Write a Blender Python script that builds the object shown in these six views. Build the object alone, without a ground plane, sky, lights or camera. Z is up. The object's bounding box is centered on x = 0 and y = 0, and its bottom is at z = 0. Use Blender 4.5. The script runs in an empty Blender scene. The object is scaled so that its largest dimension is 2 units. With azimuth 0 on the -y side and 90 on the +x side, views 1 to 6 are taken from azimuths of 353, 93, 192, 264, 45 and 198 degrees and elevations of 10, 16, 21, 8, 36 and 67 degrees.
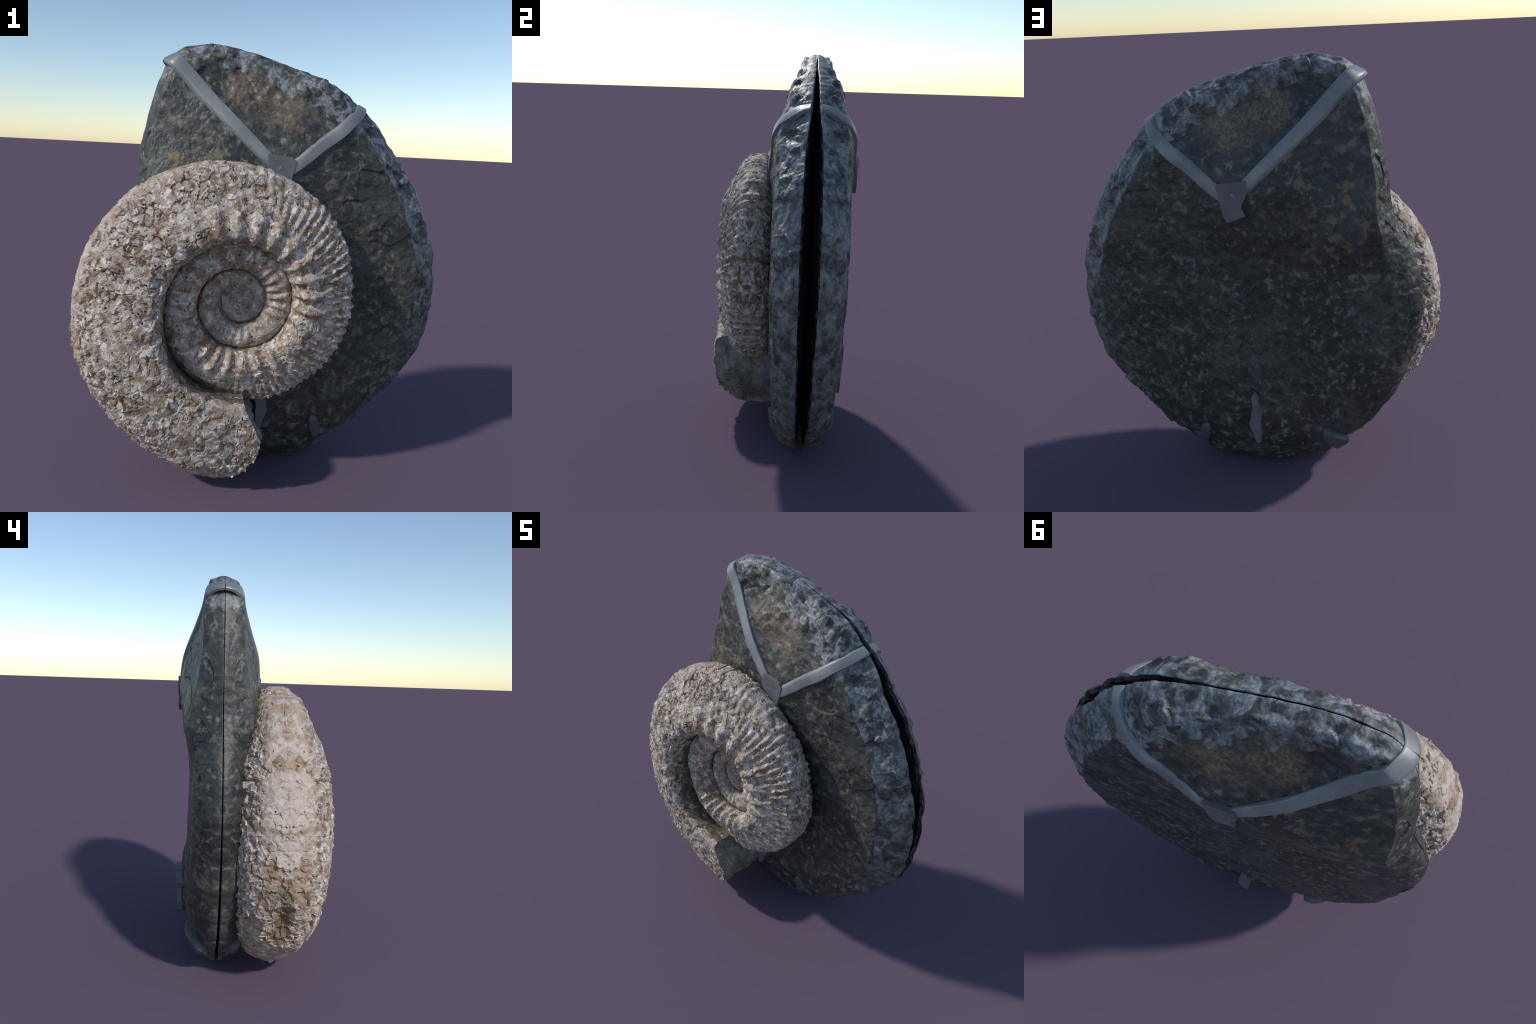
# A dark split stone nodule on a wire mount, with a ribbed spiral ammonite fossil leaning on its face.
import bpy, math
import numpy as np

RNG = np.random.default_rng(7)
MID = 0.161                 # the plane y = MID along which the nodule is split
AX, AY, AZ = -0.14, -0.118, 0.875   # hub of the ammonite's spiral; it coils in the plane y = AY

# ------------------------------------------------------------------ noise helpers
def hash3(i, j, k, seed):
    n = (i * 374761393 + j * 668265263 + k * 2147483647 + seed * 1274126177) & 0xFFFFFFFF
    n = ((n ^ (n >> 13)) * 1274126177) & 0xFFFFFFFF
    n = ((n ^ (n >> 16)) * 2246822519) & 0xFFFFFFFF
    n = n ^ (n >> 15)
    return (n & 0xFFFFFF) / float(0x1000000)

def vnoise(p, scale, seed=0):
    """smooth value noise in -1..1"""
    q = p * scale
    f = np.floor(q); i = f.astype(np.int64); t = q - f
    t = t * t * t * (t * (t * 6 - 15) + 10)
    out = 0.0
    for a in (0, 1):
        wx = t[:, 0] if a else 1 - t[:, 0]
        for b in (0, 1):
            wy = t[:, 1] if b else 1 - t[:, 1]
            for c in (0, 1):
                wz = t[:, 2] if c else 1 - t[:, 2]
                out = out + wx * wy * wz * hash3(i[:, 0] + a, i[:, 1] + b, i[:, 2] + c, seed)
    return out * 2 - 1

def fbm(p, scale, octaves=3, seed=0, gain=0.5):
    s, a, tot = 0.0, 1.0, 0.0
    for o in range(octaves):
        s = s + a * vnoise(p + 3.7 * o, scale * 2 ** o, seed + o); tot += a; a *= gain
    return s / tot

def cells(p, scale, seed=0):
    """Voronoi: distance to the two nearest seeds, offset from the nearest, and three random numbers of it"""
    q = p * scale
    base = np.floor(q).astype(np.int64)
    n = len(p)
    f1 = np.full(n, 9.0); f2 = np.full(n, 9.0)
    off = np.zeros((n, 3)); rnd = np.zeros((n, 3))
    for a in (-1, 0, 1):
        for b in (-1, 0, 1):
            for c in (-1, 0, 1):
                i, j, k = base[:, 0] + a, base[:, 1] + b, base[:, 2] + c
                s = np.stack([i + hash3(i, j, k, seed), j + hash3(i, j, k, seed + 11), k + hash3(i, j, k, seed + 23)], 1)
                v = q - s
                d = np.sqrt((v * v).sum(1))
                near = d < f1
                f2 = np.where(near, f1, np.minimum(f2, d))
                f1 = np.where(near, d, f1)
                off[near] = v[near] / scale
                r = np.stack([hash3(i, j, k, seed + 31), hash3(i, j, k, seed + 41), hash3(i, j, k, seed + 53)], 1)
                rnd[near] = r[near]
    return f1, f2, off, rnd

def smooth(e0, e1, x):
    t = np.clip((x - e0) / (e1 - e0), 0, 1)
    return t * t * (3 - 2 * t)

def curve_through(table, x):
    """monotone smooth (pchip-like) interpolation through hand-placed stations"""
    t = np.array(sorted(table)); xs, ys = t[:, 0], t[:, 1]
    d = np.diff(ys) / np.diff(xs)
    m = np.zeros(len(xs)); m[0], m[-1] = d[0], d[-1]
    same = d[:-1] * d[1:] > 0
    m[1:-1] = np.where(same, 2 * d[:-1] * d[1:] / np.where(same, d[:-1] + d[1:], 1), 0)
    k = np.clip(np.searchsorted(xs, x) - 1, 0, len(xs) - 2)
    h = xs[k + 1] - xs[k]; u = np.clip((x - xs[k]) / h, 0, 1)
    return ((1 + 2 * u) * (1 - u) ** 2 * ys[k] + u * (1 - u) ** 2 * h * m[k]
            + u * u * (3 - 2 * u) * ys[k + 1] + u * u * (u - 1) * h * m[k + 1])

# ------------------------------------------------------------------ mesh helpers
def make_object(name, verts, faces, mats, parent, location=(0, 0, 0), slots=None, smooth_shade=True, normals=None, sharp=None):
    """faces: array (n,4) of quads, or a list mixing sizes"""
    me = bpy.data.meshes.new(name)
    verts = np.asarray(verts, np.float64)
    if isinstance(faces, np.ndarray):
        me.vertices.add(len(verts)); me.vertices.foreach_set("co", verts.ravel())
        n, w = faces.shape
        me.loops.add(n * w); me.loops.foreach_set("vertex_index", faces.ravel().astype(np.int32))
        me.polygons.add(n)
        me.polygons.foreach_set("loop_start", np.arange(0, n * w, w, dtype=np.int32))
        me.update(calc_edges=True)
    else:
        me.from_pydata(verts.tolist(), [], faces)
    for m in mats:
        me.materials.append(m)
    if slots is not None:
        me.polygons.foreach_set("material_index", np.asarray(slots, np.int32))
    me.polygons.foreach_set("use_smooth", np.full(len(me.polygons), smooth_shade))
    me.validate()
    if sharp:
        me.set_sharp_from_angle(angle=math.radians(sharp))
    me.update()
    if normals is not None and len(normals) == len(me.vertices):
        me.normals_split_custom_set_from_vertices(normals.tolist())
    ob = bpy.data.objects.new(name, me)
    bpy.context.scene.collection.objects.link(ob)
    if parent is not None:
        ob.parent = parent
        ob.location = [location[i] - parent.location[i] for i in range(3)]
    else:
        ob.location = location
    return ob

def grid_faces(rows, cols, close=True):
    r, c = np.meshgrid(np.arange(rows - 1), np.arange(cols if close else cols - 1), indexing="ij")
    c2 = (c + 1) % cols
    return np.stack([r * cols + c, r * cols + c2, (r + 1) * cols + c2, (r + 1) * cols + c], -1).reshape(-1, 4)

def vertex_normals(v, faces):
    n = np.cross(v[faces[:, 2]] - v[faces[:, 0]], v[faces[:, 3]] - v[faces[:, 1]])
    out = np.zeros_like(v)
    for k in range(4):
        for a in range(3):
            out[:, a] += np.bincount(faces[:, k], n[:, a], len(v))
    return out / np.maximum(np.linalg.norm(out, axis=1, keepdims=True), 1e-12)

def empty(name, location, label, category):
    ob = bpy.data.objects.new(name, None)
    bpy.context.scene.collection.objects.link(ob)
    ob.location = location
    ob["label"] = label
    ob["category"] = category
    return ob

# ------------------------------------------------------------------ material helpers
class Nodes:
    def __init__(self, name, rough=0.7):
        self.mat = bpy.data.materials.new(name); self.mat.use_nodes = True
        self.t = self.mat.node_tree
        self.bsdf = self.t.nodes["Principled BSDF"]
        self.bsdf.inputs["Roughness"].default_value = rough
        self.x = -200
    def new(self, kind, **props):
        n = self.t.nodes.new(kind); n.location = (self.x, 0); self.x -= 40
        for k, v in props.items():
            setattr(n, k, v)
        return n
    def link(self, a, b): self.t.links.new(a, b)
    def put(self, sock, v):
        if isinstance(v, bpy.types.NodeSocket): self.link(v, sock)
        elif v is not None: sock.default_value = v
    def math(self, op, a, b=None, c=None, clamp=False):
        n = self.new("ShaderNodeMath", operation=op, use_clamp=clamp)
        for s, v in zip(n.inputs, (a, b, c)): self.put(s, v)
        return n.outputs[0]
    def mirrored(self, scale=(1, 1, 1), offset=(0, 0, 0)):
        """object coordinates folded over the split plane, so both halves carry the same pattern"""
        if not hasattr(self, "_fold"):
            co = self.new("ShaderNodeTexCoord").outputs["Object"]
            sep = self.new("ShaderNodeSeparateXYZ"); self.link(co, sep.inputs[0])
            comb = self.new("ShaderNodeCombineXYZ")
            self.px, self.pz = sep.outputs[0], sep.outputs[2]
            self.py = self.math("ABSOLUTE", sep.outputs[1])
            self.link(self.px, comb.inputs[0]); self.link(self.py, comb.inputs[1]); self.link(self.pz, comb.inputs[2])
            self._fold = comb.outputs[0]
        m = self.new("ShaderNodeMapping")
        self.link(self._fold, m.inputs[0]); m.inputs["Scale"].default_value = scale; m.inputs["Location"].default_value = offset
        return m.outputs[0]
    def noise(self, vec, scale, detail=4, rough=0.55, distort=0.0):
        n = self.new("ShaderNodeTexNoise"); self.link(vec, n.inputs["Vector"])
        n.inputs["Scale"].default_value = scale; n.inputs["Detail"].default_value = detail
        n.inputs["Roughness"].default_value = rough; n.inputs["Distortion"].default_value = distort
        return n.outputs["Fac"]
    def voronoi(self, vec, scale, feature="F1", out="Distance"):
        n = self.new("ShaderNodeTexVoronoi", feature=feature); self.link(vec, n.inputs["Vector"])
        n.inputs["Scale"].default_value = scale
        return n.outputs[out]
    def step(self, v, lo, hi):
        n = self.new("ShaderNodeMapRange", interpolation_type="SMOOTHSTEP")
        self.link(v, n.inputs[0]); n.inputs[1].default_value = lo; n.inputs[2].default_value = hi
        return n.outputs[0]
    def mix(self, fac, a, b, blend="MIX"):
        n = self.new("ShaderNodeMix", data_type="RGBA", blend_type=blend)
        self.put(n.inputs[0], fac)
        for s, v in ((n.inputs[6], a), (n.inputs[7], b)):
            self.put(s, (*v, 1.0) if isinstance(v, tuple) else v)
        return n.outputs[2]
    def blob(self, x, z, rx, rz, vec=None):
        """soft elliptical mask in the face plane, 1 inside"""
        self.mirrored()
        a = self.math("POWER", self.math("DIVIDE", self.math("SUBTRACT", self.px, x), rx), 2.0)
        b = self.math("POWER", self.math("DIVIDE", self.math("SUBTRACT", self.pz, z), rz), 2.0)
        return self.step(self.math("ADD", a, b), 1.0, 0.15)
    def bump(self, height, strength, distance=0.01):
        n = self.new("ShaderNodeBump"); self.link(height, n.inputs["Height"])
        n.inputs["Strength"].default_value = strength; n.inputs["Distance"].default_value = distance
        self.link(n.outputs[0], self.bsdf.inputs["Normal"])
    def base(self, c): self.put(self.bsdf.inputs["Base Color"], (*c, 1.0) if isinstance(c, tuple) else c)

def stone_material(name, rim):
    m = Nodes(name, 0.62)
    flat = m.mirrored((1, 1, 1))
    slant = m.mirrored((1.0, 1.0, 1.0), (3, 1, 2))
    patch = m.noise(flat, 5.0, 4, 0.6)
    fleck = m.noise(slant, 27.0, 3, 0.55, 0.35)
    fine = m.noise(flat, 70.0, 3, 0.6)
    spots = m.noise(m.mirrored((1, 1, 1), (7, 0, 3)), 30.0, 2, 0.5, 0.2)
    dark = m.mix(m.step(patch, 0.35, 0.65), (0.028, 0.030, 0.029), (0.060, 0.061, 0.054))
    broad = m.noise(m.mirrored((1, 1, 1), (6, 6, 1)), 4.2, 3, 0.6)
    amt = m.math("ADD", m.math("MULTIPLY", m.step(broad, 0.38, 0.62), 0.65), 0.25)
    stem_shadow_x = m.math("ADD", m.px, m.math("MULTIPLY", m.math("SUBTRACT", 1.35, m.pz), 0.035))
    seam = m.math("MULTIPLY", m.step(m.math("ABSOLUTE", stem_shadow_x), 0.075, 0.015), m.math("MULTIPLY", m.step(m.pz, 1.44, 1.30), m.step(m.pz, 0.35, 0.60)))  # mask thinning pale flecks, so the stem's shadow is painted as a dark band
    amt = m.math("MULTIPLY", amt, m.math("SUBTRACT", 1.0, m.math("MULTIPLY", seam, 0.85)))
    col = m.mix(m.math("MULTIPLY", m.step(fleck, 0.52, 0.69), amt), dark, (0.185, 0.174, 0.135))
    col = m.mix(m.math("MULTIPLY", m.step(fleck, 0.47, 0.34), 0.75), col, (0.020, 0.022, 0.022))
    col = m.mix(m.math("MULTIPLY", m.step(spots, 0.62, 0.74), 0.5), col, (0.24, 0.235, 0.20))
    # ochre stains: specks strewn all over, thicker on the upper left shoulder of the faces
    ochre_n = m.noise(m.mirrored((1, 1, 1), (1, 5, 9)), 20.0, 3, 0.6, 0.3)
    inset = m.step(m.py, 0.10, 0.14)
    shoulder = m.math("MAXIMUM", m.blob(-0.40, 1.38, 0.30, 0.30), m.blob(-0.54, 1.60, 0.10, 0.30))
    lo = m.math("SUBTRACT", 0.63, m.math("MULTIPLY", shoulder, 0.10))
    ochre = m.math("MULTIPLY", m.math("SUBTRACT", ochre_n, lo), 9.0, clamp=True)
    col = m.mix(m.math("MULTIPLY", m.math("MULTIPLY", ochre, inset), 0.6), col, (0.23, 0.155, 0.065))
    # the brown stain in the upper hollow
    wob = m.math("MULTIPLY", m.math("SUBTRACT", m.noise(flat, 16.0, 4), 0.55), 2.2)
    stain = m.math("MAXIMUM", m.blob(-0.115, 1.80, 0.135, 0.125), m.blob(0.05, 1.715, 0.16, 0.125))
    stain = m.math("ADD", stain, m.math("MULTIPLY", wob, stain), clamp=True)
    streak = m.noise(m.mirrored((1.0, 1.0, 2.2), (2, 0, 5)), 11.0, 3, 0.55, 0.5)
    stain = m.math("MULTIPLY", stain, m.math("SUBTRACT", 1.0, m.math("MULTIPLY", m.step(streak, 0.50, 0.62), 0.75)))
    brown = m.mix(m.step(fine, 0.4, 0.62), (0.11, 0.080, 0.050), (0.235, 0.180, 0.120))
    col = m.mix(m.math("MULTIPLY", stain, 0.75), col, brown)
    if rim:
        big = m.noise(m.mirrored((1, 1.0, 1), (2, 2, 2)), 17.0, 5, 0.62, 0.6)
        pale = m.mix(m.step(fine, 0.35, 0.7), (0.17, 0.185, 0.20), (0.38, 0.40, 0.415))
        upper = m.step(m.pz, 0.25, 1.75)
        amount = m.math("MULTIPLY", m.step(big, 0.40, 0.60), m.math("ADD", m.math("MULTIPLY", upper, 0.60), 0.18))
        col = m.mix(amount, col, pale)
    m.base(col)
    m.bsdf.inputs["Specular IOR Level"].default_value = 0.5
    rough = m.math("ADD", m.math("MULTIPLY", fleck, 0.3), 0.34)
    m.link(rough, m.bsdf.inputs["Roughness"])
    m.bump(m.math("ADD", fleck, m.math("MULTIPLY", fine, 0.35)), 0.5, 0.012)
    return m.mat

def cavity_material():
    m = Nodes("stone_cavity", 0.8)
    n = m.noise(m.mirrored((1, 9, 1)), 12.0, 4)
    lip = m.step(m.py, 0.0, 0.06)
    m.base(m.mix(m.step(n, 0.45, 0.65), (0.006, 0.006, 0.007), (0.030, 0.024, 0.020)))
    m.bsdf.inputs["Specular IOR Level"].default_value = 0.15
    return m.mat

def wire_material():
    m = Nodes("mount_metal", 0.42)
    v = m.mirrored()
    n = m.noise(v, 6.0, 3)
    f = m.noise(v, 50.0, 2)
    col = m.mix(m.step(n, 0.3, 0.7), (0.19, 0.198, 0.20), (0.275, 0.283, 0.285))
    col = m.mix(m.math("MULTIPLY", m.step(f, 0.5, 0.7), 0.25), col, (0.13, 0.13, 0.125))
    m.base(col)
    m.bsdf.inputs["Metallic"].default_value = 0.15
    m.bump(n, 0.2, 0.01)
    return m.mat

def plain_grey(name, c, rough=0.6):
    m = Nodes(name, rough)
    n = m.noise(m.mirrored(), 9.0, 3)
    m.base(m.mix(m.step(n, 0.3, 0.7), tuple(0.85 * x for x in c), tuple(1.12 * x for x in c)))
    return m.mat

def ammonite_material():
    m = Nodes("fossil_shell", 0.72)
    v = m.mirrored()
    warp = m.noise(v, 18.0, 4, 0.6, 0.7)
    mid = m.noise(m.mirrored((1, 1, 1), (4, 2, 8)), 30.0, 5, 0.62, 0.9)
    fine = m.noise(m.mirrored((1, 1, 1), (9, 1, 3)), 75.0, 3, 0.6)
    flake = m.new("ShaderNodeTexVoronoi"); m.link(v, flake.inputs["Vector"]); flake.inputs["Scale"].default_value = 34.0
    tone = m.new("ShaderNodeSeparateColor"); m.link(flake.outputs["Color"], tone.inputs[0])
    col = m.mix(m.step(warp, 0.38, 0.62), (0.27, 0.185, 0.122), (0.43, 0.36, 0.295))
    col = m.mix(m.math("MULTIPLY", m.step(mid, 0.52, 0.61), 0.9), col, (0.65, 0.615, 0.58))
    col = m.mix(m.math("MULTIPLY", m.step(mid, 0.47, 0.37), 0.85), col, (0.16, 0.10, 0.062))
    col = m.mix(m.math("MULTIPLY", m.step(tone.outputs[0], 0.55, 0.75), 0.35), col, (0.46, 0.41, 0.37))
    col = m.mix(m.math("MULTIPLY", m.step(fine, 0.60, 0.66), 0.75), col, (0.07, 0.055, 0.045))
    # a broad tan wear band along the keel of the body chamber
    r = m.math("SQRT", m.math("ADD", m.math("POWER", m.px, 2.0), m.math("POWER", m.pz, 2.0)))
    keel = m.math("MULTIPLY", m.step(r, 0.58, 0.68), m.step(m.py, 0.17, 0.06))
    tan = m.mix(m.step(m.noise(v, 11.0, 3, 0.5, 0.5), 0.38, 0.62), (0.31, 0.215, 0.135), (0.52, 0.44, 0.38))
    col = m.mix(m.math("MULTIPLY", keel, 0.75), col, tan)
    gouge = m.math("MULTIPLY", m.blob(-0.635, -0.44, 0.20, 0.24), m.step(m.math("ADD", m.py, m.math("MULTIPLY", warp, 0.06)), 0.095, 0.05))
    col = m.mix(m.math("MULTIPLY", gouge, 0.75), col, (0.15, 0.10, 0.05))
    hub = m.step(r, 0.19, 0.08)
    col = m.mix(m.math("MULTIPLY", hub, 0.4), col, (0.22, 0.20, 0.175))
    m.base(col)
    m.bsdf.inputs["Specular IOR Level"].default_value = 0.35
    m.bump(m.math("ADD", mid, m.math("MULTIPLY", fine, 0.5)), 0.2, 0.008)
    return m.mat

def groove_shade_material():
    m = Nodes("groove_painted_shade", 0.85)
    v = m.mirrored()
    n = m.noise(v, 26.0, 4, 0.6, 0.4)
    m.base(m.mix(m.step(n, 0.36, 0.66), (0.080, 0.058, 0.040), (0.23, 0.17, 0.118)))  # shell colour darkened to brown, painting the occlusion shade of the trench
    m.bump(n, 0.4, 0.01)
    return m.mat

def aperture_material():
    m = Nodes("fossil_infill", 0.75)
    v = m.mirrored()
    n = m.noise(v, 12.0, 5, 0.6, 0.5); s = m.noise(v, 60.0, 2)
    col = m.mix(m.step(n, 0.35, 0.65), (0.15, 0.135, 0.11), (0.27, 0.25, 0.215))
    col = m.mix(m.step(s, 0.64, 0.7), col, (0.04, 0.035, 0.03))
    m.base(col)
    m.bump(n, 0.4, 0.01)
    return m.mat

# ------------------------------------------------------------------ the nodule: outline, relief
HUB = np.array([0.03, 1.0])
OUTLINE = [(-.40, 1.984), (-.247, 2.000), (-.12, 1.974), (.10, 1.915), (.28, 1.862), (.428, 1.762), (.57, 1.602), (.67, 1.472),
           (.74, 1.368), (.810, 1.192), (.860, 1.06), (.873, .94), (.868, .75), (.826, .563), (.727, .418), (.574, .262),
           (.452, .153), (.350, .088), (.26, .015), (.10, .001), (-.02, .000), (-.20, .008), (-.345, .068), (-.415, .152),
           (-.57, .303), (-.70, .540), (-.760, .80), (-.768, .95), (-.752, 1.06), (-.715, 1.15), (-.672, 1.235), (-.638, 1.30),
           (-.615, 1.36), (-.606, 1.43), (-.575, 1.62), (-.543, 1.75), (-.495, 1.88), (-.478, 1.915), (-.448, 1.955)]
_o = np.array(OUTLINE) - HUB
_th = np.degrees(np.arctan2(_o[:, 1], _o[:, 0])) % 360
_rr = np.hypot(_o[:, 0], _o[:, 1])
_k = np.argsort(_th); _th, _rr = _th[_k], _rr[_k]

def around(table, deg):
    """periodic linear interpolation of stations given by angle"""
    t = np.array(sorted((a % 360, v) for a, v in table))
    return np.interp(deg % 360, np.r_[t[-1, 0] - 360, t[:, 0], t[0, 0] + 360], np.r_[t[-1, 1], t[:, 1], t[0, 1]])

def reach(deg):
    d = np.asarray(deg, float) % 360
    fine = np.arange(0, 360, 0.25)
    r = np.interp(fine, np.r_[_th[-1] - 360, _th, _th[0] + 360], np.r_[_rr[-1], _rr, _rr[0]])
    r = (np.roll(r, 2) + np.roll(r, -2) + 2 * np.roll(r, 1) + 2 * np.roll(r, -1) + 2 * r) / 8
    return np.interp(d, np.r_[fine, 360], np.r_[r, r[0]])

GAP = [(62, .017), (48, .035), (25, .041), (0, .039), (-20, .033), (-50, .026), (-80, .018), (-100, .011), (-130, .006), (180, .002), (120, .0015), (85, .004)]
BEVEL_W = [(58, .10), (66, .06), (80, .045), (105, .035), (117, .04), (135, .05), (146, .055), (156, .065), (163, .11), (180, .13), (215, .13),
           (240, .10), (262, .09), (285, .09), (305, .09), (325, .14), (350, .15), (10, .135), (40, .125)]
BEVEL_LINEAR = [(50, 1), (70, .35), (105, .1), (122, .6), (135, 1), (148, 1), (157, 1), (166, .15), (215, .1), (270, .1), (300, .4), (325, .8), (350, 1), (20, 1)]

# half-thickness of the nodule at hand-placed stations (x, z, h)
RELIEF = np.array([
    (-.43, 1.95, .060), (-.25, 1.97, .058), (-.05, 1.93, .068), (.20, 1.85, .108), (.36, 1.76, .105), (-.40, 1.84, .090), (-.50, 1.85, .076), (-.27, 1.87, .070),
    (-.107, 1.80, .102), (.04, 1.669, .152), (.18, 1.74, .132), (-.263, 1.72, .142), (-.16, 1.62, .178), (-.044, 1.52, .196), (.06, 1.50, .204), (.31, 1.66, .166),
    (.45, 1.64, .145), (-.53, 1.60, .098), (-.57, 1.40, .132), (-.37, 1.58, .142), (-.237, 1.457, .198), (-.40, 1.36, .180), (-.46, 1.29, .176),
    (.25, 1.48, .180), (.20, 1.30, .182), (.45, 1.44, .168), (.64, 1.30, .158), (.70, 1.11, .156), (.55, 1.05, .160), (.30, 1.05, .160),
    (0, 1.20, .178), (0, .90, .148), (-.30, .92, .150), (-.56, .95, .132), (-.70, .90, .115), (-.655, 1.23, .114), (-.46, 1.13, .134), (-.25, 1.2, .160),
    (.30, .80, .154), (.73, .80, .148), (.50, .80, .158), (.66, .57, .138), (.50, .40, .142), (.25, .50, .164), (0, .5, .170), (-.20, .50, .164), (-.60, .58, .134),
    (-.40, .30, .138), (-.10, .20, .156), (.20, .15, .148), (.12, .03, .120), (-.30, .10, .092), (.40, .18, .122)])

def _tps(d2):
    return np.where(d2 > 0, d2 * np.log(np.maximum(d2, 1e-12)), 0)
_P = RELIEF[:, :2]; _n = len(_P)
_A = np.zeros((_n + 3, _n + 3))
_A[:_n, :_n] = _tps(((_P[:, None] - _P[None]) ** 2).sum(-1)) + 1e-4 * np.eye(_n)
_A[:_n, _n] = 1; _A[:_n, _n + 1:] = _P; _A[_n:, :_n] = _A[:_n, _n:].T
_W = np.linalg.solve(_A, np.r_[RELIEF[:, 2], 0, 0, 0])

def face_height(x, z):
    q = np.stack([x, z], 1)
    out = _W[_n] + q @ _W[_n + 1:]
    for i in range(_n):
        out = out + _W[i] * _tps(((q - _P[i]) ** 2).sum(1))
    return np.maximum(out, 0.03)

def nodule_height(x, z):
    """half-thickness of the nodule's outside at (x, z), without the fine grain"""
    dx, dz = x - HUB[0], z - HUB[1]
    deg = np.degrees(np.arctan2(dz, dx)); r = np.hypot(dx, dz)
    R = reach(deg)
    slope = (reach(deg + 1) - reach(deg - 1)) / np.radians(2)
    d = np.maximum((R - r) * R / np.hypot(R, slope), 0)
    w = around(BEVEL_W, deg); lin = around(BEVEL_LINEAR, deg); g0 = around(GAP, deg)
    t = np.clip(d / w, 0, 1)
    g = lin * t ** 0.72 + (1 - lin) * np.sqrt(1 - (1 - t) ** 2)
    f = face_height(x, z)
    # the shallow groove down each face, carved along the stem's shadow line
    seam = np.exp(-((x - (0.03 - 0.06 * (1.35 - z))) / 0.028) ** 2) * smooth(1.42, 1.30, z) * smooth(0.10, 0.25, z)
    f = f - 0.008 * seam * smooth(0.55, 0.75, z)
    f = f + 0.020 * np.exp(-((x + 0.012) / 0.035) ** 2) * smooth(0.70, 0.50, z) * smooth(0.12, 0.24, z)
    return g0 + np.maximum(f - g0, 0.004) * g, d, t, g0

def nodule_grain(x, h, z, t, d):
    p = np.stack([x, h, z], 1)
    rough = 0.35 + 0.65 * np.maximum(smooth(1.5, 1.75, z), smooth(0.98, 0.7, t))
    a = fbm(p, 9.0, 3, 5) * 0.010 * rough + fbm(p + [3, 1, 2], 34.0, 3, 9) * 0.0045 * (0.45 + 0.55 * rough)
    ridge = 1 - np.abs(fbm(p + [5, 0, 1], 13.0, 2, 15)) * 2
    f1, f2, off, rnd = cells(p + 0.02 * np.stack([vnoise(p, 12, 31), vnoise(p, 12, 32), vnoise(p, 12, 33)], 1), 8.0, 66)
    steep = smooth(0.98, 0.75, t)
    a = a + ((rnd - .5) * off).sum(1) * np.where(d < 0.03, smooth(0.0, 0.03, d), 1) * (0.07 + 0.13 * np.maximum(steep, smooth(1.75, 1.9, z)))
    a = np.where(x < -0.4, 0.55 * a, a)      # the closed narrow side is smoother
    return a + 0.008 * ridge * smooth(1.62, 1.85, z) * smooth(0.2, 0.7, t)

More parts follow.
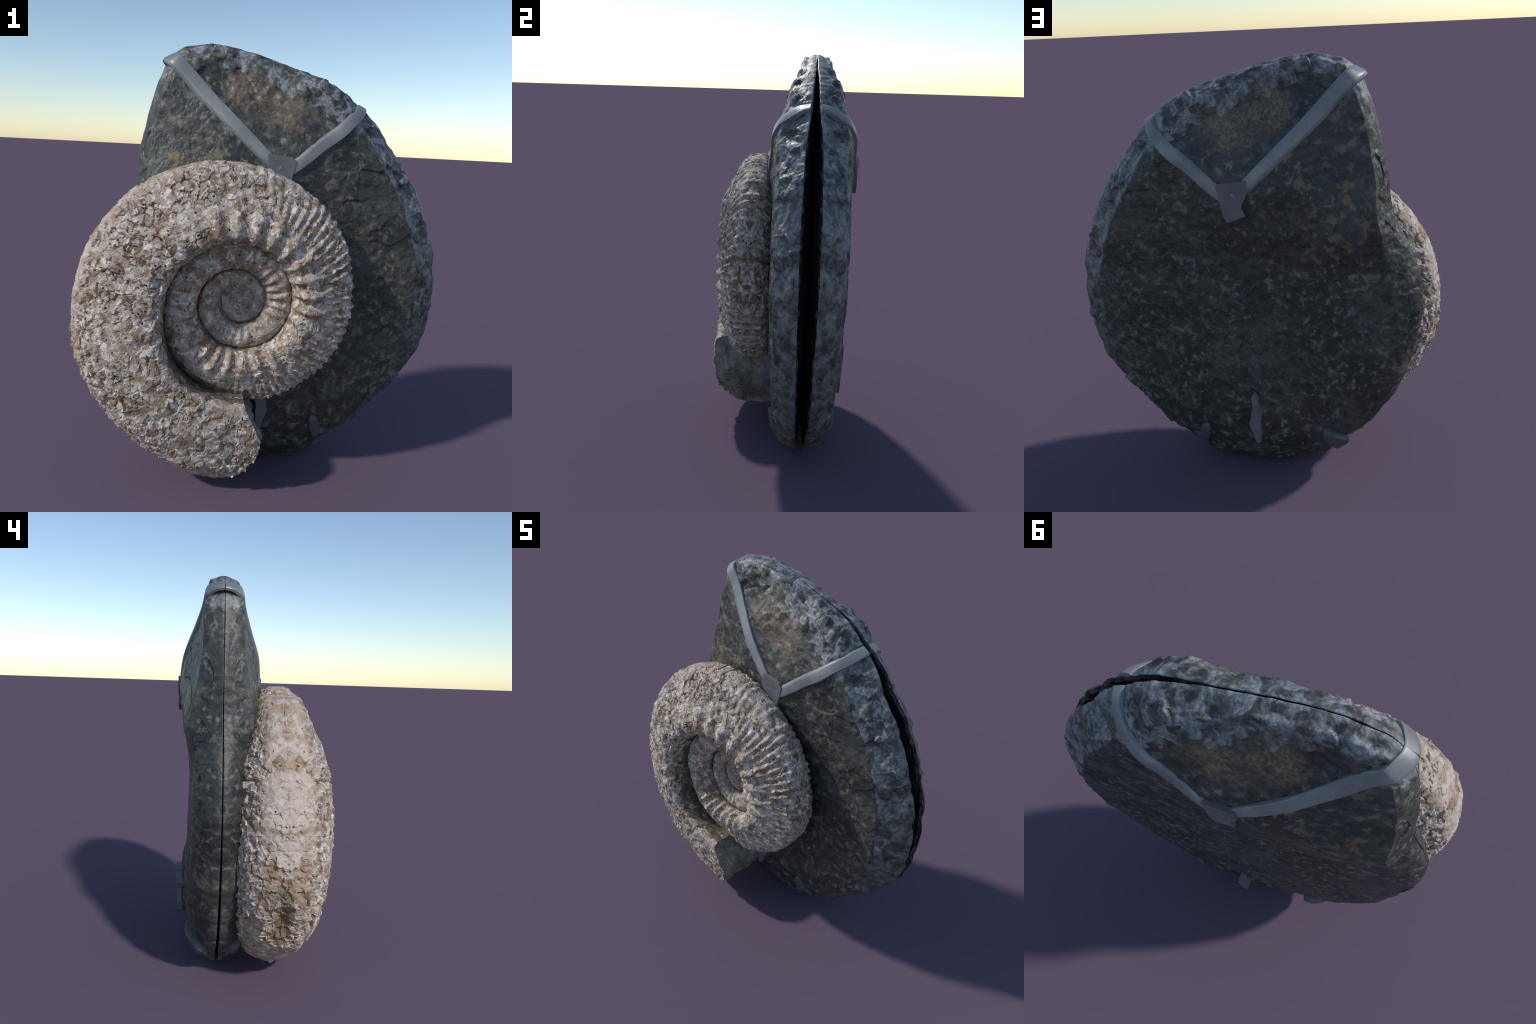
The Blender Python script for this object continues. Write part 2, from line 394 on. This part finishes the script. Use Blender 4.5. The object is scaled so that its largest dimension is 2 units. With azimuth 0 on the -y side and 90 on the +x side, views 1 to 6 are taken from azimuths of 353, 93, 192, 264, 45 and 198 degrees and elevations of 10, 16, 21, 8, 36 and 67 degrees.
def build_nodule():
    root = empty("stone_nodule", (0.05, MID, 0), "dark grey split stone nodule held by a grey metal wire mount", "stone")
    rock, rim, cavity = stone_material("dark_stone", False), stone_material("pale_stone_rim", True), cavity_material()
    cols, rows_out, rows_in = 960, 250, 44
    ang = np.linspace(0, 360, cols, endpoint=False)
    ca, sa = np.cos(np.radians(ang)), np.sin(np.radians(ang))
    ring = np.stack([ca * 1.0, sa * 1.0, np.zeros(cols)], 1)
    R = reach(ang)
    chip_amt = 0.4 + 0.6 * around([(60, 1), (0, 1), (-60, 1), (-100, .8), (180, .2), (130, .2), (100, .8)], ang)
    Rc = R + chip_amt * (0.008 * fbm(ring, 7, 3, 77) + 0.007 * fbm(ring, 26, 3, 78)) - 0.002
    # outside: from the centre out to the edge, rows crowding at the rim
    u = np.linspace(0, 1, rows_out)
    s_out = 1 - (1 - u) ** 1.55
    s_out[0] = 0.004
    S = s_out[:, None]
    X = HUB[0] + S * R * ca; Z = HUB[1] + S * R * sa
    h, d, t, g0 = nodule_height(X.ravel(), Z.ravel())
    fac = (smooth(0.75, 1.0, S) * (Rc / R - 1) + 1)
    X2 = (HUB[0] + S * R * fac * ca).ravel(); Z2 = (HUB[1] + S * R * fac * sa).ravel()
    grain = nodule_grain(X2, h, Z2, t, d)
    edge_fade = smooth(0.0, 0.02, d)
    h2 = np.maximum(h + grain * (0.25 + 0.75 * edge_fade), g0 * 0.6)
    # on steep rim walls push the grain sideways as well
    wall = (1 - smooth(0.6, 1.0, t)) * edge_fade
    X2 += grain * wall * 1.2 * np.tile(ca, rows_out); Z2 += grain * wall * 1.2 * np.tile(sa, rows_out)
    outer = np.stack([X2, h2, Z2], 1)
    # inside: a lip, then a hollow
    v = np.linspace(0, 1, rows_in + 1)[1:]
    depth = 0.27 * v ** 1.3
    Din = depth[:, None] * np.ones(cols)[None]
    s_in = (Rc - Din * (R / R.mean())) / R
    Xi = (HUB[0] + s_in * R * ca).ravel(); Zi = (HUB[1] + s_in * R * sa).ravel()
    gi = around(GAP, np.tile(ang, rows_in))
    dd = Din.ravel()
    P3 = np.stack([Xi, gi * 0, Zi], 1)
    floor_d = 0.17 + 0.04 * fbm(P3, 8, 2, 91)
    hi = gi * (1 - smooth(0.012, 1, dd / floor_d) ) * (1 + 0.45 * fbm(np.stack([Xi, dd * 3, Zi], 1), 20, 3, 92) * smooth(0, .012, dd))
    hi = np.maximum(hi, 0.0004)
    inner = np.stack([Xi, hi, Zi], 1)
    verts = np.vstack([outer, inner, [[HUB[0], outer[:cols, 1].mean(), HUB[1]]], [[HUB[0], 0.0004, HUB[1]]]])
    rows = rows_out + rows_in
    quads = grid_faces(rows, cols)
    # close both middles with thin triangles written as degenerate-free fans of quads
    k = np.arange(0, cols, 2)
    cap1 = np.stack([np.full(len(k), rows * cols), (k + 2) % cols, (k + 1) % cols, k], 1)
    last = (rows - 1) * cols
    cap2 = np.stack([np.full(len(k), rows * cols + 1), last + k, last + (k + 1) % cols, last + (k + 2) % cols], 1)
    faces = np.vstack([quads, cap1, cap2])
    cx, cz = verts[faces].mean(1)[:, 0], verts[faces].mean(1)[:, 2]
    row_of = np.r_[np.repeat(np.arange(rows - 1), cols), np.zeros(len(k)), np.full(len(k), rows)]
    ctr = verts[faces].mean(1)
    _, dd2, tt2, _ = nodule_height(ctr[:, 0], ctr[:, 2])
    deg = np.degrees(np.arctan2(cz - HUB[1], cx - HUB[0]))
    jitter = fbm(ctr, 16, 3, 55)
    band = around([(60, 1.0), (40, 1.0), (0, 1.0), (-40, .95), (-70, .4), (-110, .3), (-150, 0), (150, 0), (128, 0), (118, .8), (110, 1)], deg)
    high = around([(108, .10), (62, .13), (50, 0), (180, 0), (125, .0), (270, 0), (118, .06)], deg)
    is_rim = ((tt2 < np.minimum(band * (0.95 + 0.15 * jitter), 0.995)) | (dd2 < high * (1 + 0.9 * jitter))) & (row_of < rows_out)
    slots = np.where(row_of >= rows_out + 6, 2, np.where(row_of >= rows_out, 0, is_rim.astype(int)))
    for side in (-1, 1):
        vv = verts * [1, side, 1]
        ff = faces if side < 0 else faces[:, ::-1]
        make_object("stone_half", vv, ff, [rock, rim, cavity], root, (0, MID, 0), slots)
    return root

# ------------------------------------------------------------------ the wire mount
def strap(name, spine, widths, lift, root, mat, side, n=70, round_ends=False):
    """a flattened band laid along spine stations (x, h, z) on one half"""
    sp = np.array(spine, float)
    L = np.r_[0, np.cumsum(np.linalg.norm(np.diff(sp, axis=0), axis=1))]
    t = np.linspace(0, L[-1], n)
    pts = np.stack([curve_through(list(zip(L, sp[:, k])), t) for k in range(3)], 1)
    wid = curve_through(list(zip(L, widths)), t)
    tan = np.gradient(pts, axis=0); tan /= np.linalg.norm(tan, axis=1, keepdims=True)
    # outward normal from the height field's gradient, blended to sideways at the rim
    e = 0.02
    hx = (nodule_height(pts[:, 0] + e, pts[:, 2])[0] - nodule_height(pts[:, 0] - e, pts[:, 2])[0]) / (2 * e)
    hz = (nodule_height(pts[:, 0], pts[:, 2] + e)[0] - nodule_height(pts[:, 0], pts[:, 2] - e)[0]) / (2 * e)
    nor = np.stack([-hx, np.ones(n), -hz], 1)
    rad = np.stack([pts[:, 0] - HUB[0], np.zeros(n), pts[:, 2] - HUB[1]], 1); rad /= np.linalg.norm(rad, axis=1, keepdims=True)
    k = smooth(0.10, 0.02, pts[:, 1])[:, None]
    nor = nor / np.linalg.norm(nor, axis=1, keepdims=True) * (1 - k) + rad * k
    nor -= (nor * tan).sum(1, keepdims=True) * tan
    nor /= np.linalg.norm(nor, axis=1, keepdims=True)
    for _ in range(6):
        nor[1:-1] = (nor[:-2] + nor[2:] + nor[1:-1]) / 3
    nor /= np.linalg.norm(nor, axis=1, keepdims=True)
    sid = np.cross(tan, nor)
    prof = np.array([(-1.0, -1.6), (-1.0, 0.35), (-0.97, 0.68), (-0.90, 0.88), (-0.6, 1.0), (0, 1.0), (0.30, 0.98), (0.62, 0.90), (0.72, 0.74), (0.95, 0.12), (1.0, -0.2), (1.0, -1.6)])
    m = len(prof)
    wob = fbm(pts, 9, 2, 3) * 0.06
    end = np.ones(n); ease = 1 - 0.5 * smooth(0.75, 1.0, t / L[-1])
    if round_ends:
        q = np.minimum(np.linspace(0, 1, n), np.linspace(1, 0, n)) * 2
        end = np.sqrt(np.clip(1 - (1 - np.minimum(q / 0.5, 1)) ** 2, 0.02, 1))
    rings = pts[:, None] + sid[:, None] * (prof[None, :, :1] * (wid * (1 + wob) * end / 2)[:, None, None]) + nor[:, None] * (prof[None, :, 1:] * lift * (end * ease)[:, None, None])
    rings[:, :, 1] = np.maximum(rings[:, :, 1], -0.0008)
    V = rings.reshape(-1, 3) * [1, side, 1]
    F = grid_faces(n, m).tolist() + [list(range(m))[::-1], [(n - 1) * m + i for i in range(m)]]
    if side > 0:
        F = [f[::-1] for f in F]
    return make_object(name, V, F, [mat], root, (0, MID, 0), sharp=32)

def plate(name, poly, thick, above, root, mat, side):
    """a thin flat metal plate with the given corners, standing just proud of the face"""
    p = np.array(poly, float)
    h = nodule_height(p[:, 0], p[:, 1])[0]
    # fit one flat plane through the corner heights
    A = np.c_[p, np.ones(len(p))]
    c = np.linalg.lstsq(A, h, rcond=None)[0]
    hp = A @ c
    hp = hp + max(0, (h - hp).max()) + above
    top = np.c_[p[:, 0], hp, p[:, 1]]; bot = top - [0, thick, 0]
    n = len(p)
    V = np.vstack([top, bot]) * [1, side, 1]
    F = [list(range(n)), list(range(2 * n - 1, n - 1, -1))] + [[i, n + i, n + (i + 1) % n, (i + 1) % n] for i in range(n)]
    area = sum(p[i, 0] * p[(i + 1) % n, 1] - p[(i + 1) % n, 0] * p[i, 1] for i in range(n))
    if (area > 0) != (side < 0):
        F = [f[::-1] for f in F]
    return make_object(name, V, F, [mat], root, (0, MID, 0), smooth_shade=False)

def build_mount(root):
    metal, sheet, clip = wire_material(), plain_grey("mount_plate_metal", (0.15, 0.15, 0.155), 0.5), plain_grey("foot_clip_metal", (0.075, 0.085, 0.085), 0.5)
    H = lambda x, z: float(nodule_height(np.array([x]), np.array([z]))[0][0])
    left = [(x, H(x, z), z) for x, z in [(0.025, 1.452), (-.042, 1.511), (-.16, 1.622), (-.30, 1.755), (-.40, 1.862)]] + \
           [(-.440, .078, 1.902), (-.463, .048, 1.920), (-.475, .018, 1.926), (-.477, 0.0, 1.927)]
    right = [(x, H(x, z), z) for x, z in [(.06, 1.445), (.12, 1.488), (.218, 1.570), (.30, 1.632), (.355, 1.682)]] + \
            [(.395, .105, 1.716), (.422, .06, 1.745), (.432, .022, 1.756)]
    for side in (-1, 1):
        strap("mount_strap", left, [.052, .058, .064, .068, .070, .070, .068, .064, .064], 0.014, root, metal, side)
        strap("mount_strap", right, [.052, .056, .060, .062, .060, .058, .054, .052], 0.013, root, metal, side)
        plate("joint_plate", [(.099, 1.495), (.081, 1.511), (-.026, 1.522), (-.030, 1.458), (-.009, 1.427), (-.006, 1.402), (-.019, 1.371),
                              (.015, 1.359), (.059, 1.340), (.077, 1.372), (.088, 1.443)], 0.02, 0.014, root, sheet, side)
        plate("stem_sliver", [(-.005, .494), (-.020, .458), (-.017, .438), (-.037, .379), (-.026, .346), (-.023, .22), (-.012, .21), (.003, .215),
                              (.013, .262), (.027, .298), (.029, .318), (.014, .387), (.006, .417), (.011, .474)], 0.06, 0.026, root, sheet, side)
        strap("foot_clip", [(.262, H(.262, .262), .262), (.277, H(.277, .215), .215), (.292, H(.292, .17) - .002, .17), (.305, H(.305, .12) - .02, .125)],
              [.05, .056, .058, .05], 0.018, root, clip, side, 40, True)
        strap("foot_clip", [(-.325, H(-.325, .285), .285), (-.350, H(-.35, .24), .235), (-.385, H(-.385, .20) - .004, .185), (-.405, .05, .135)],
              [.04, .075, .10, .08], 0.032, root, clip, side, 40, True)

# ------------------------------------------------------------------ the ammonite
R_OUT = [(278, .838), (263, .829), (238, .790), (211, .760), (182, .717), (144, .676), (119, .639), (96, .610), (68, .575), (37, .548), (5, .518), (-28, .500),
         (-56, .484), (-80, .470), (-170, .40), (-260, .335), (-350, .285), (-440, .250), (-530, .212), (-620, .175), (-710, .145), (-800, .114), (-900, .088), (-1000, .066)]
R_SEAM = [(278, .408), (250, .400), (232, .388), (214, .361), (195, .332), (150, .305), (138, .287), (96, .257), (64, .243), (30, .232), (0, .222), (-45, .215), (-90, .208),
          (-130, .197), (-170, .182), (-210, .170), (-260, .150), (-300, .135), (-350, .120), (-440, .103), (-530, .088), (-620, .072), (-710, .058), (-800, .047), (-1000, .028), (-1350, .004)]
HALF = [(278, .220), (250, .236), (195, .248), (130, .222), (90, .186), (45, .169), (0, .165), (-45, .158), (-90, .150), (-170, .140), (-260, .116), (-350, .098), (-440, .080),
        (-530, .066), (-710, .046), (-900, .032)]
# whorl section: (rho, eta) from the keel over the flank and shoulder down the umbilical wall; the body
# chamber is highest right at its umbilical shoulder, the younger coils have rounder flanks
SECTION_OLD = [(1.0, 0.0), (.992, .13), (.97, .27), (.925, .45), (.85, .61), (.74, .75), (.60, .86), (.45, .94), (.30, .985), (.19, 1.0), (.10, .995), (.05, .965), (.02, .90), (.004, .78), (0, .60), (-.004, .40), (-.02, .20), (-.05, .05)]
SECTION_INNER = [(1.0, 0.0), (.95, .12), (.88, .30), (.80, .54), (.72, .69), (.64, .82), (.56, .92), (.48, .975), (.40, 1.0), (.30, .98), (.20, .93), (.12, .84), (.06, .70), (.025, .50), (0, .28), (-.04, .05)]
SECTION_YOUNG = [(1.0, 0.0), (.99, .15), (.96, .30), (.90, .43), (.82, .53), (.72, .62), (.60, .72), (.48, .82), (.36, .93), (.26, 1.0), (.17, .985), (.10, .87), (.055, .68), (.02, .46), (-.02, .25), (-.07, .05)]
SECTION_BROAD = [(1.0, 0.0), (.994, .19), (.972, .36), (.93, .50), (.87, .59), (.79, .65), (.69, .71), (.58, .78), (.47, .855), (.36, .94), (.26, 1.0), (.17, .985), (.10, .87), (.055, .68), (.02, .46), (-.02, .25), (-.07, .05)]

def build_ammonite():
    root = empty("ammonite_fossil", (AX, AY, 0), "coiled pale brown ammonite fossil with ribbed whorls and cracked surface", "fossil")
    shell, infill, groove_shade = ammonite_material(), aperture_material(), groove_shade_material()
    # stations along the coil, finer on the big whorl
    phi = [278.0]
    while phi[-1] > -980:
        r = float(curve_through(R_OUT, np.array([phi[-1]]))[0])
        step = math.degrees(0.0042 / max(r, 0.10))
        phi.append(phi[-1] - min(step, 2.0))
    phi = np.array(phi); n = len(phi)
    ro, rs, hh = (curve_through(T, phi) for T in (R_OUT, R_SEAM, HALF))
    # half section resampled evenly by length
    m = 150
    q = np.linspace(0, 1, m)
    def resample(sec):
        sec = np.array(sec)
        seg = np.r_[0, np.cumsum(np.hypot(np.diff(sec[:, 0]), 0.62 * np.diff(sec[:, 1])))]; seg /= seg[-1]
        return curve_through(list(zip(seg, sec[:, 0])), q), curve_through(list(zip(seg, sec[:, 1])), q)
    old_s, young_s, broad_s, inner_s = (resample(S) for S in (SECTION_OLD, SECTION_YOUNG, SECTION_BROAD, SECTION_INNER))
    PH = np.repeat(phi, m)
    k = smooth(210, 90, PH)
    RHO = np.tile(old_s[0], n) * (1 - k) + np.tile(young_s[0], n) * k
    ETA = np.tile(old_s[1], n) * (1 - k) + np.tile(young_s[1], n) * k
    k = smooth(40, -20, PH)
    RHO = RHO * (1 - k) + np.tile(broad_s[0], n) * k
    ETA = ETA * (1 - k) + np.tile(broad_s[1], n) * k
    k = smooth(-75, -135, PH)
    RHO = RHO * (1 - k) + np.tile(inner_s[0], n) * k
    ETA = ETA * (1 - k) + np.tile(inner_s[1], n) * k
    young = smooth(60, -60, PH) * smooth(-135, -75, PH)                    # the earlier coil has a sharper keel
    ETA = ETA * (1 - 0.05 * young * smooth(0.62, 0.95, RHO) * smooth(0, .3, ETA))
    RO, RS, HH = np.repeat(ro, m), np.repeat(rs, m), np.repeat(hh, m)
    rad = RS + RHO * (RO - RS)
    h = ETA * HH
    # the lip of the mouth bulges forward in the middle of the flank
    cx = np.clip(RHO, 0, 1)
    lip = -4.5 + 7.0 * np.minimum(cx / 0.42, (1 - cx) / 0.58) * smooth(0.2, 0.7, ETA) - 4.0 * smooth(.5, 1, cx)
    lip = lip + 1.2 * vnoise(np.stack([cx * 5, ETA * 2, cx * 0], 1), 1.0, 4)
    pa = np.radians(PH + lip * smooth(235, 278, PH))
    def xyz(rad, h, a): return np.stack([rad * np.cos(a), h, rad * np.sin(a)], 1)
    P = xyz(rad, h, pa)
    G = P.reshape(n, m, 3)
    Tn = np.gradient(G, axis=0); Sn = np.gradient(G, axis=1)
    N = np.cross(Sn, Tn); N /= np.maximum(np.linalg.norm(N, axis=2, keepdims=True), 1e-9)
    N = N.reshape(-1, 3)
    outward = np.stack([np.cos(pa) * (RHO - .35), ETA, np.sin(pa) * (RHO - .35)], 1)
    if (N * outward).sum() < 0: N = -N
    # ribs: 26 strong ones per turn at the shoulder, each splitting in three over the keel
    turn = PH / 360.0
    lean = 0.010 * np.sin(RHO * 3.0)
    old = smooth(175, 60, PH)                       # worn away on the body chamber
    size = RO / 0.5
    prim = 0.5 + 0.5 * np.cos(2 * np.pi * (26 * turn + 26 * lean + 0.10 * vnoise(P, 6, 64)))
    sec3 = 0.5 + 0.5 * np.cos(2 * np.pi * (78 * turn + 40 * lean + 0.16 * vnoise(P, 7, 62) + 0.05 * vnoise(P, 30, 63)))
    patchy = 0.55 + 0.45 * smooth(-.35, .35, vnoise(P, 9, 61))
    prim_amt = smooth(-.02, .12, RHO) * smooth(.66, .34, RHO) * (0.15 + 0.85 * old)
    sec_amt = smooth(.34, .62, RHO) * old * (0.35 + 0.65 * smooth(110, 20, PH)) * smooth(-110, -60, PH)
    disp = 0.024 * size * (prim ** 1.3 - 0.5) * prim_amt * patchy * np.minimum(1, size * 1.6)
    disp += 0.012 * size * (sec3 ** 1.2 - 0.5) * sec_amt * (0.25 + 0.75 * smooth(-.5, .3, vnoise(P, 13, 65)))
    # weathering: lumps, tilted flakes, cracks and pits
    big = (PH > -430)
    amp = np.minimum(1, 0.35 + RO / 0.55) * (1 - 0.35 * smooth(-60, -110, PH))
    disp += 0.008 * amp * fbm(P, 11, 3, 21) + 0.0007 * amp * fbm(P, 60, 2, 25)
    f1, f2, off, rnd = cells(P + 0.006 * np.stack([vnoise(P, 25, 71), vnoise(P, 25, 72), vnoise(P, 25, 73)], 1), 27.0, 5)
    tilt = ((rnd - .5) * off).sum(1) * 0.9
    where = (0.35 + 0.65 * smooth(-.25, .35, vnoise(P, 5.5, 88))) * (0.55 + 0.35 * smooth(60, 150, PH)) * (1 - 0.4 * smooth(-70, -130, PH)) * smooth(-.02, .10, RHO)
    disp += amp * where * (tilt + 0.004 * (rnd[:, 0] - .5))
    crack = smooth(.12, .03, f2 - f1) * smooth(0.12, 0.42, vnoise(P, 20, 33)) * where
    disp -= 0.015 * amp * crack
    g1, g2, goff, grnd = cells(P, 54.0, 15)
    disp += amp * where * ((grnd - .5) * goff).sum(1) * 0.55
    pit = smooth(.25, .14, g1) * (grnd[:, 0] > 0.82)
    disp -= 0.020 * amp * pit * smooth(-.03, .15, RHO)
    # a gouge along the keel low on the body chamber, and a smaller one above it
    disp -= 0.040 * np.exp(-((PH - 214) / 9) ** 2) * np.exp(-(h / .055) ** 2) + 0.022 * np.exp(-((PH - 238) / 6) ** 2) * np.exp(-(h / .07) ** 2)
    disp *= smooth(-960, -760, PH) * 0.8 + 0.2
    P = P + N * disp[:, None]
    P[:, 1] = np.maximum(P[:, 1], 0)
    G = P.reshape(n, m, 3)
    G[:, 0, 1] = 0.0
    # mirror: full closed section, keel column shared
    back = G[:, 1:][:, ::-1] * [1, -1, 1]
    full = np.concatenate([back, G], axis=1)        # back seam .. back flank .. keel .. front flank .. front seam
    cols = full.shape[1]
    V = full.reshape(-1, 3)
    # object coordinates: front is -y, so flip the sign (front half has larger h towards -y)
    V = V * [1, -1, 1]
    F = grid_faces(n, cols)
    nrm = vertex_normals(V, F)
    outw = V[:, :] * [1, 0, 1]
    keel = np.arange(n) * cols + (m - 1)
    if (nrm[keel] * outw[keel]).sum() < 0:
        F = F[:, ::-1]; nrm = -nrm
    row = np.repeat(np.arange(n - 1), cols)
    col = np.tile(np.arange(cols), n - 1)
    vi = row * m + np.minimum(np.abs(col - (m - 1)), m - 1)
    ragged = 0.05 * vnoise(P, 30, 5)[vi] + 0.03 * vnoise(P, 75, 6)[vi]
    hid = (RHO[vi] < 0.012 + 0.35 * ragged) | ((PH[vi] < -82) & (RHO[vi] > 0.70 + ragged))
    cut = int(np.argmin(np.abs(phi + 82)))
    loc = (AX, AY, AZ)
    for nm, a, b in (("outer_whorl", 0, cut), ("inner_whorl", cut, n - 1)):
        fs = F[(row >= a) & (row < b)] - a * cols
        vs = V[a * cols:(b + 1) * cols]; ns = nrm[a * cols:(b + 1) * cols]
        make_object(nm, vs, fs, [shell, groove_shade], root, loc, slots=hid[(row >= a) & (row < b)].astype(int), smooth_shade=False)
    # the innermost coils are worn to one low mottled boss on either side
    k = np.arange(49)[:, None] / 48.0; a = np.radians(np.arange(120) * 3.0)[None]
    X = 0.090 * k * np.cos(a); Z = 0.090 * k * np.sin(a)
    B = np.stack([X.ravel(), np.zeros(X.size), Z.ravel()], 1)
    coil = np.cos(np.broadcast_to(a, X.shape).ravel() - 2 * np.pi * np.log(np.maximum(np.hypot(B[:, 0], B[:, 2]), .01)) / np.log(1.9))
    c1, c2, co, cr = cells(B, 45.0, 3)
    hb = 0.034 - 0.012 * np.repeat(k.ravel() ** 3, 120) + 0.003 * coil * np.repeat(smooth(.1, .4, k.ravel()), 120) + ((cr - .5) * co).sum(1) * .8 + .006 * fbm(B, 25, 3, 8)
    for s in (-1, 1):
        Bv = B.copy(); Bv[:, 1] = s * hb
        Bf = grid_faces(49, 120)
        nb = vertex_normals(Bv, Bf)
        if nb[-60 * 24, 1] * s < 0: Bf = Bf[:, ::-1]
        make_object("umbilical_boss", Bv, Bf, [shell], root, loc)
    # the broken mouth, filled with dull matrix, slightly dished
    rim = V[:cols]
    ctr = rim.mean(0)
    rings = 28
    fr = np.linspace(0, 1, rings)[:-1]
    M = rim[None] * (1 - fr[:, None, None]) + ctr * fr[:, None, None]
    M = M.reshape(-1, 3)
    f = np.repeat(fr, cols)
    inward = np.array([-1.0, 0, 0.15])
    c1, c2, co, cr = cells(M, 9.0, 47)
    dish = -0.045 * smooth(0, .55, f) + (0.012 * fbm(M, 10, 3, 44) + ((cr - .5) * co).sum(1) * .5) * smooth(0, .15, f)
    M = M + inward * dish[:, None]
    nM = len(M)
    M = np.vstack([M, [M[-cols:].mean(0)]])
    Fc = grid_faces(rings - 1, cols).tolist() + [[nM - cols + i, nM - cols + (i + 1) % cols, nM] for i in range(cols)]
    a, b, c = (M[Fc[cols * 10 + 40][i]] for i in (0, 1, 2))
    if np.cross(b - a, c - a)[0] < 0:
        Fc = [x[::-1] for x in Fc]
    make_object("aperture_infill", M, Fc, [infill], root, loc)
    return root

nodule = build_nodule()
build_mount(nodule)
build_ammonite()
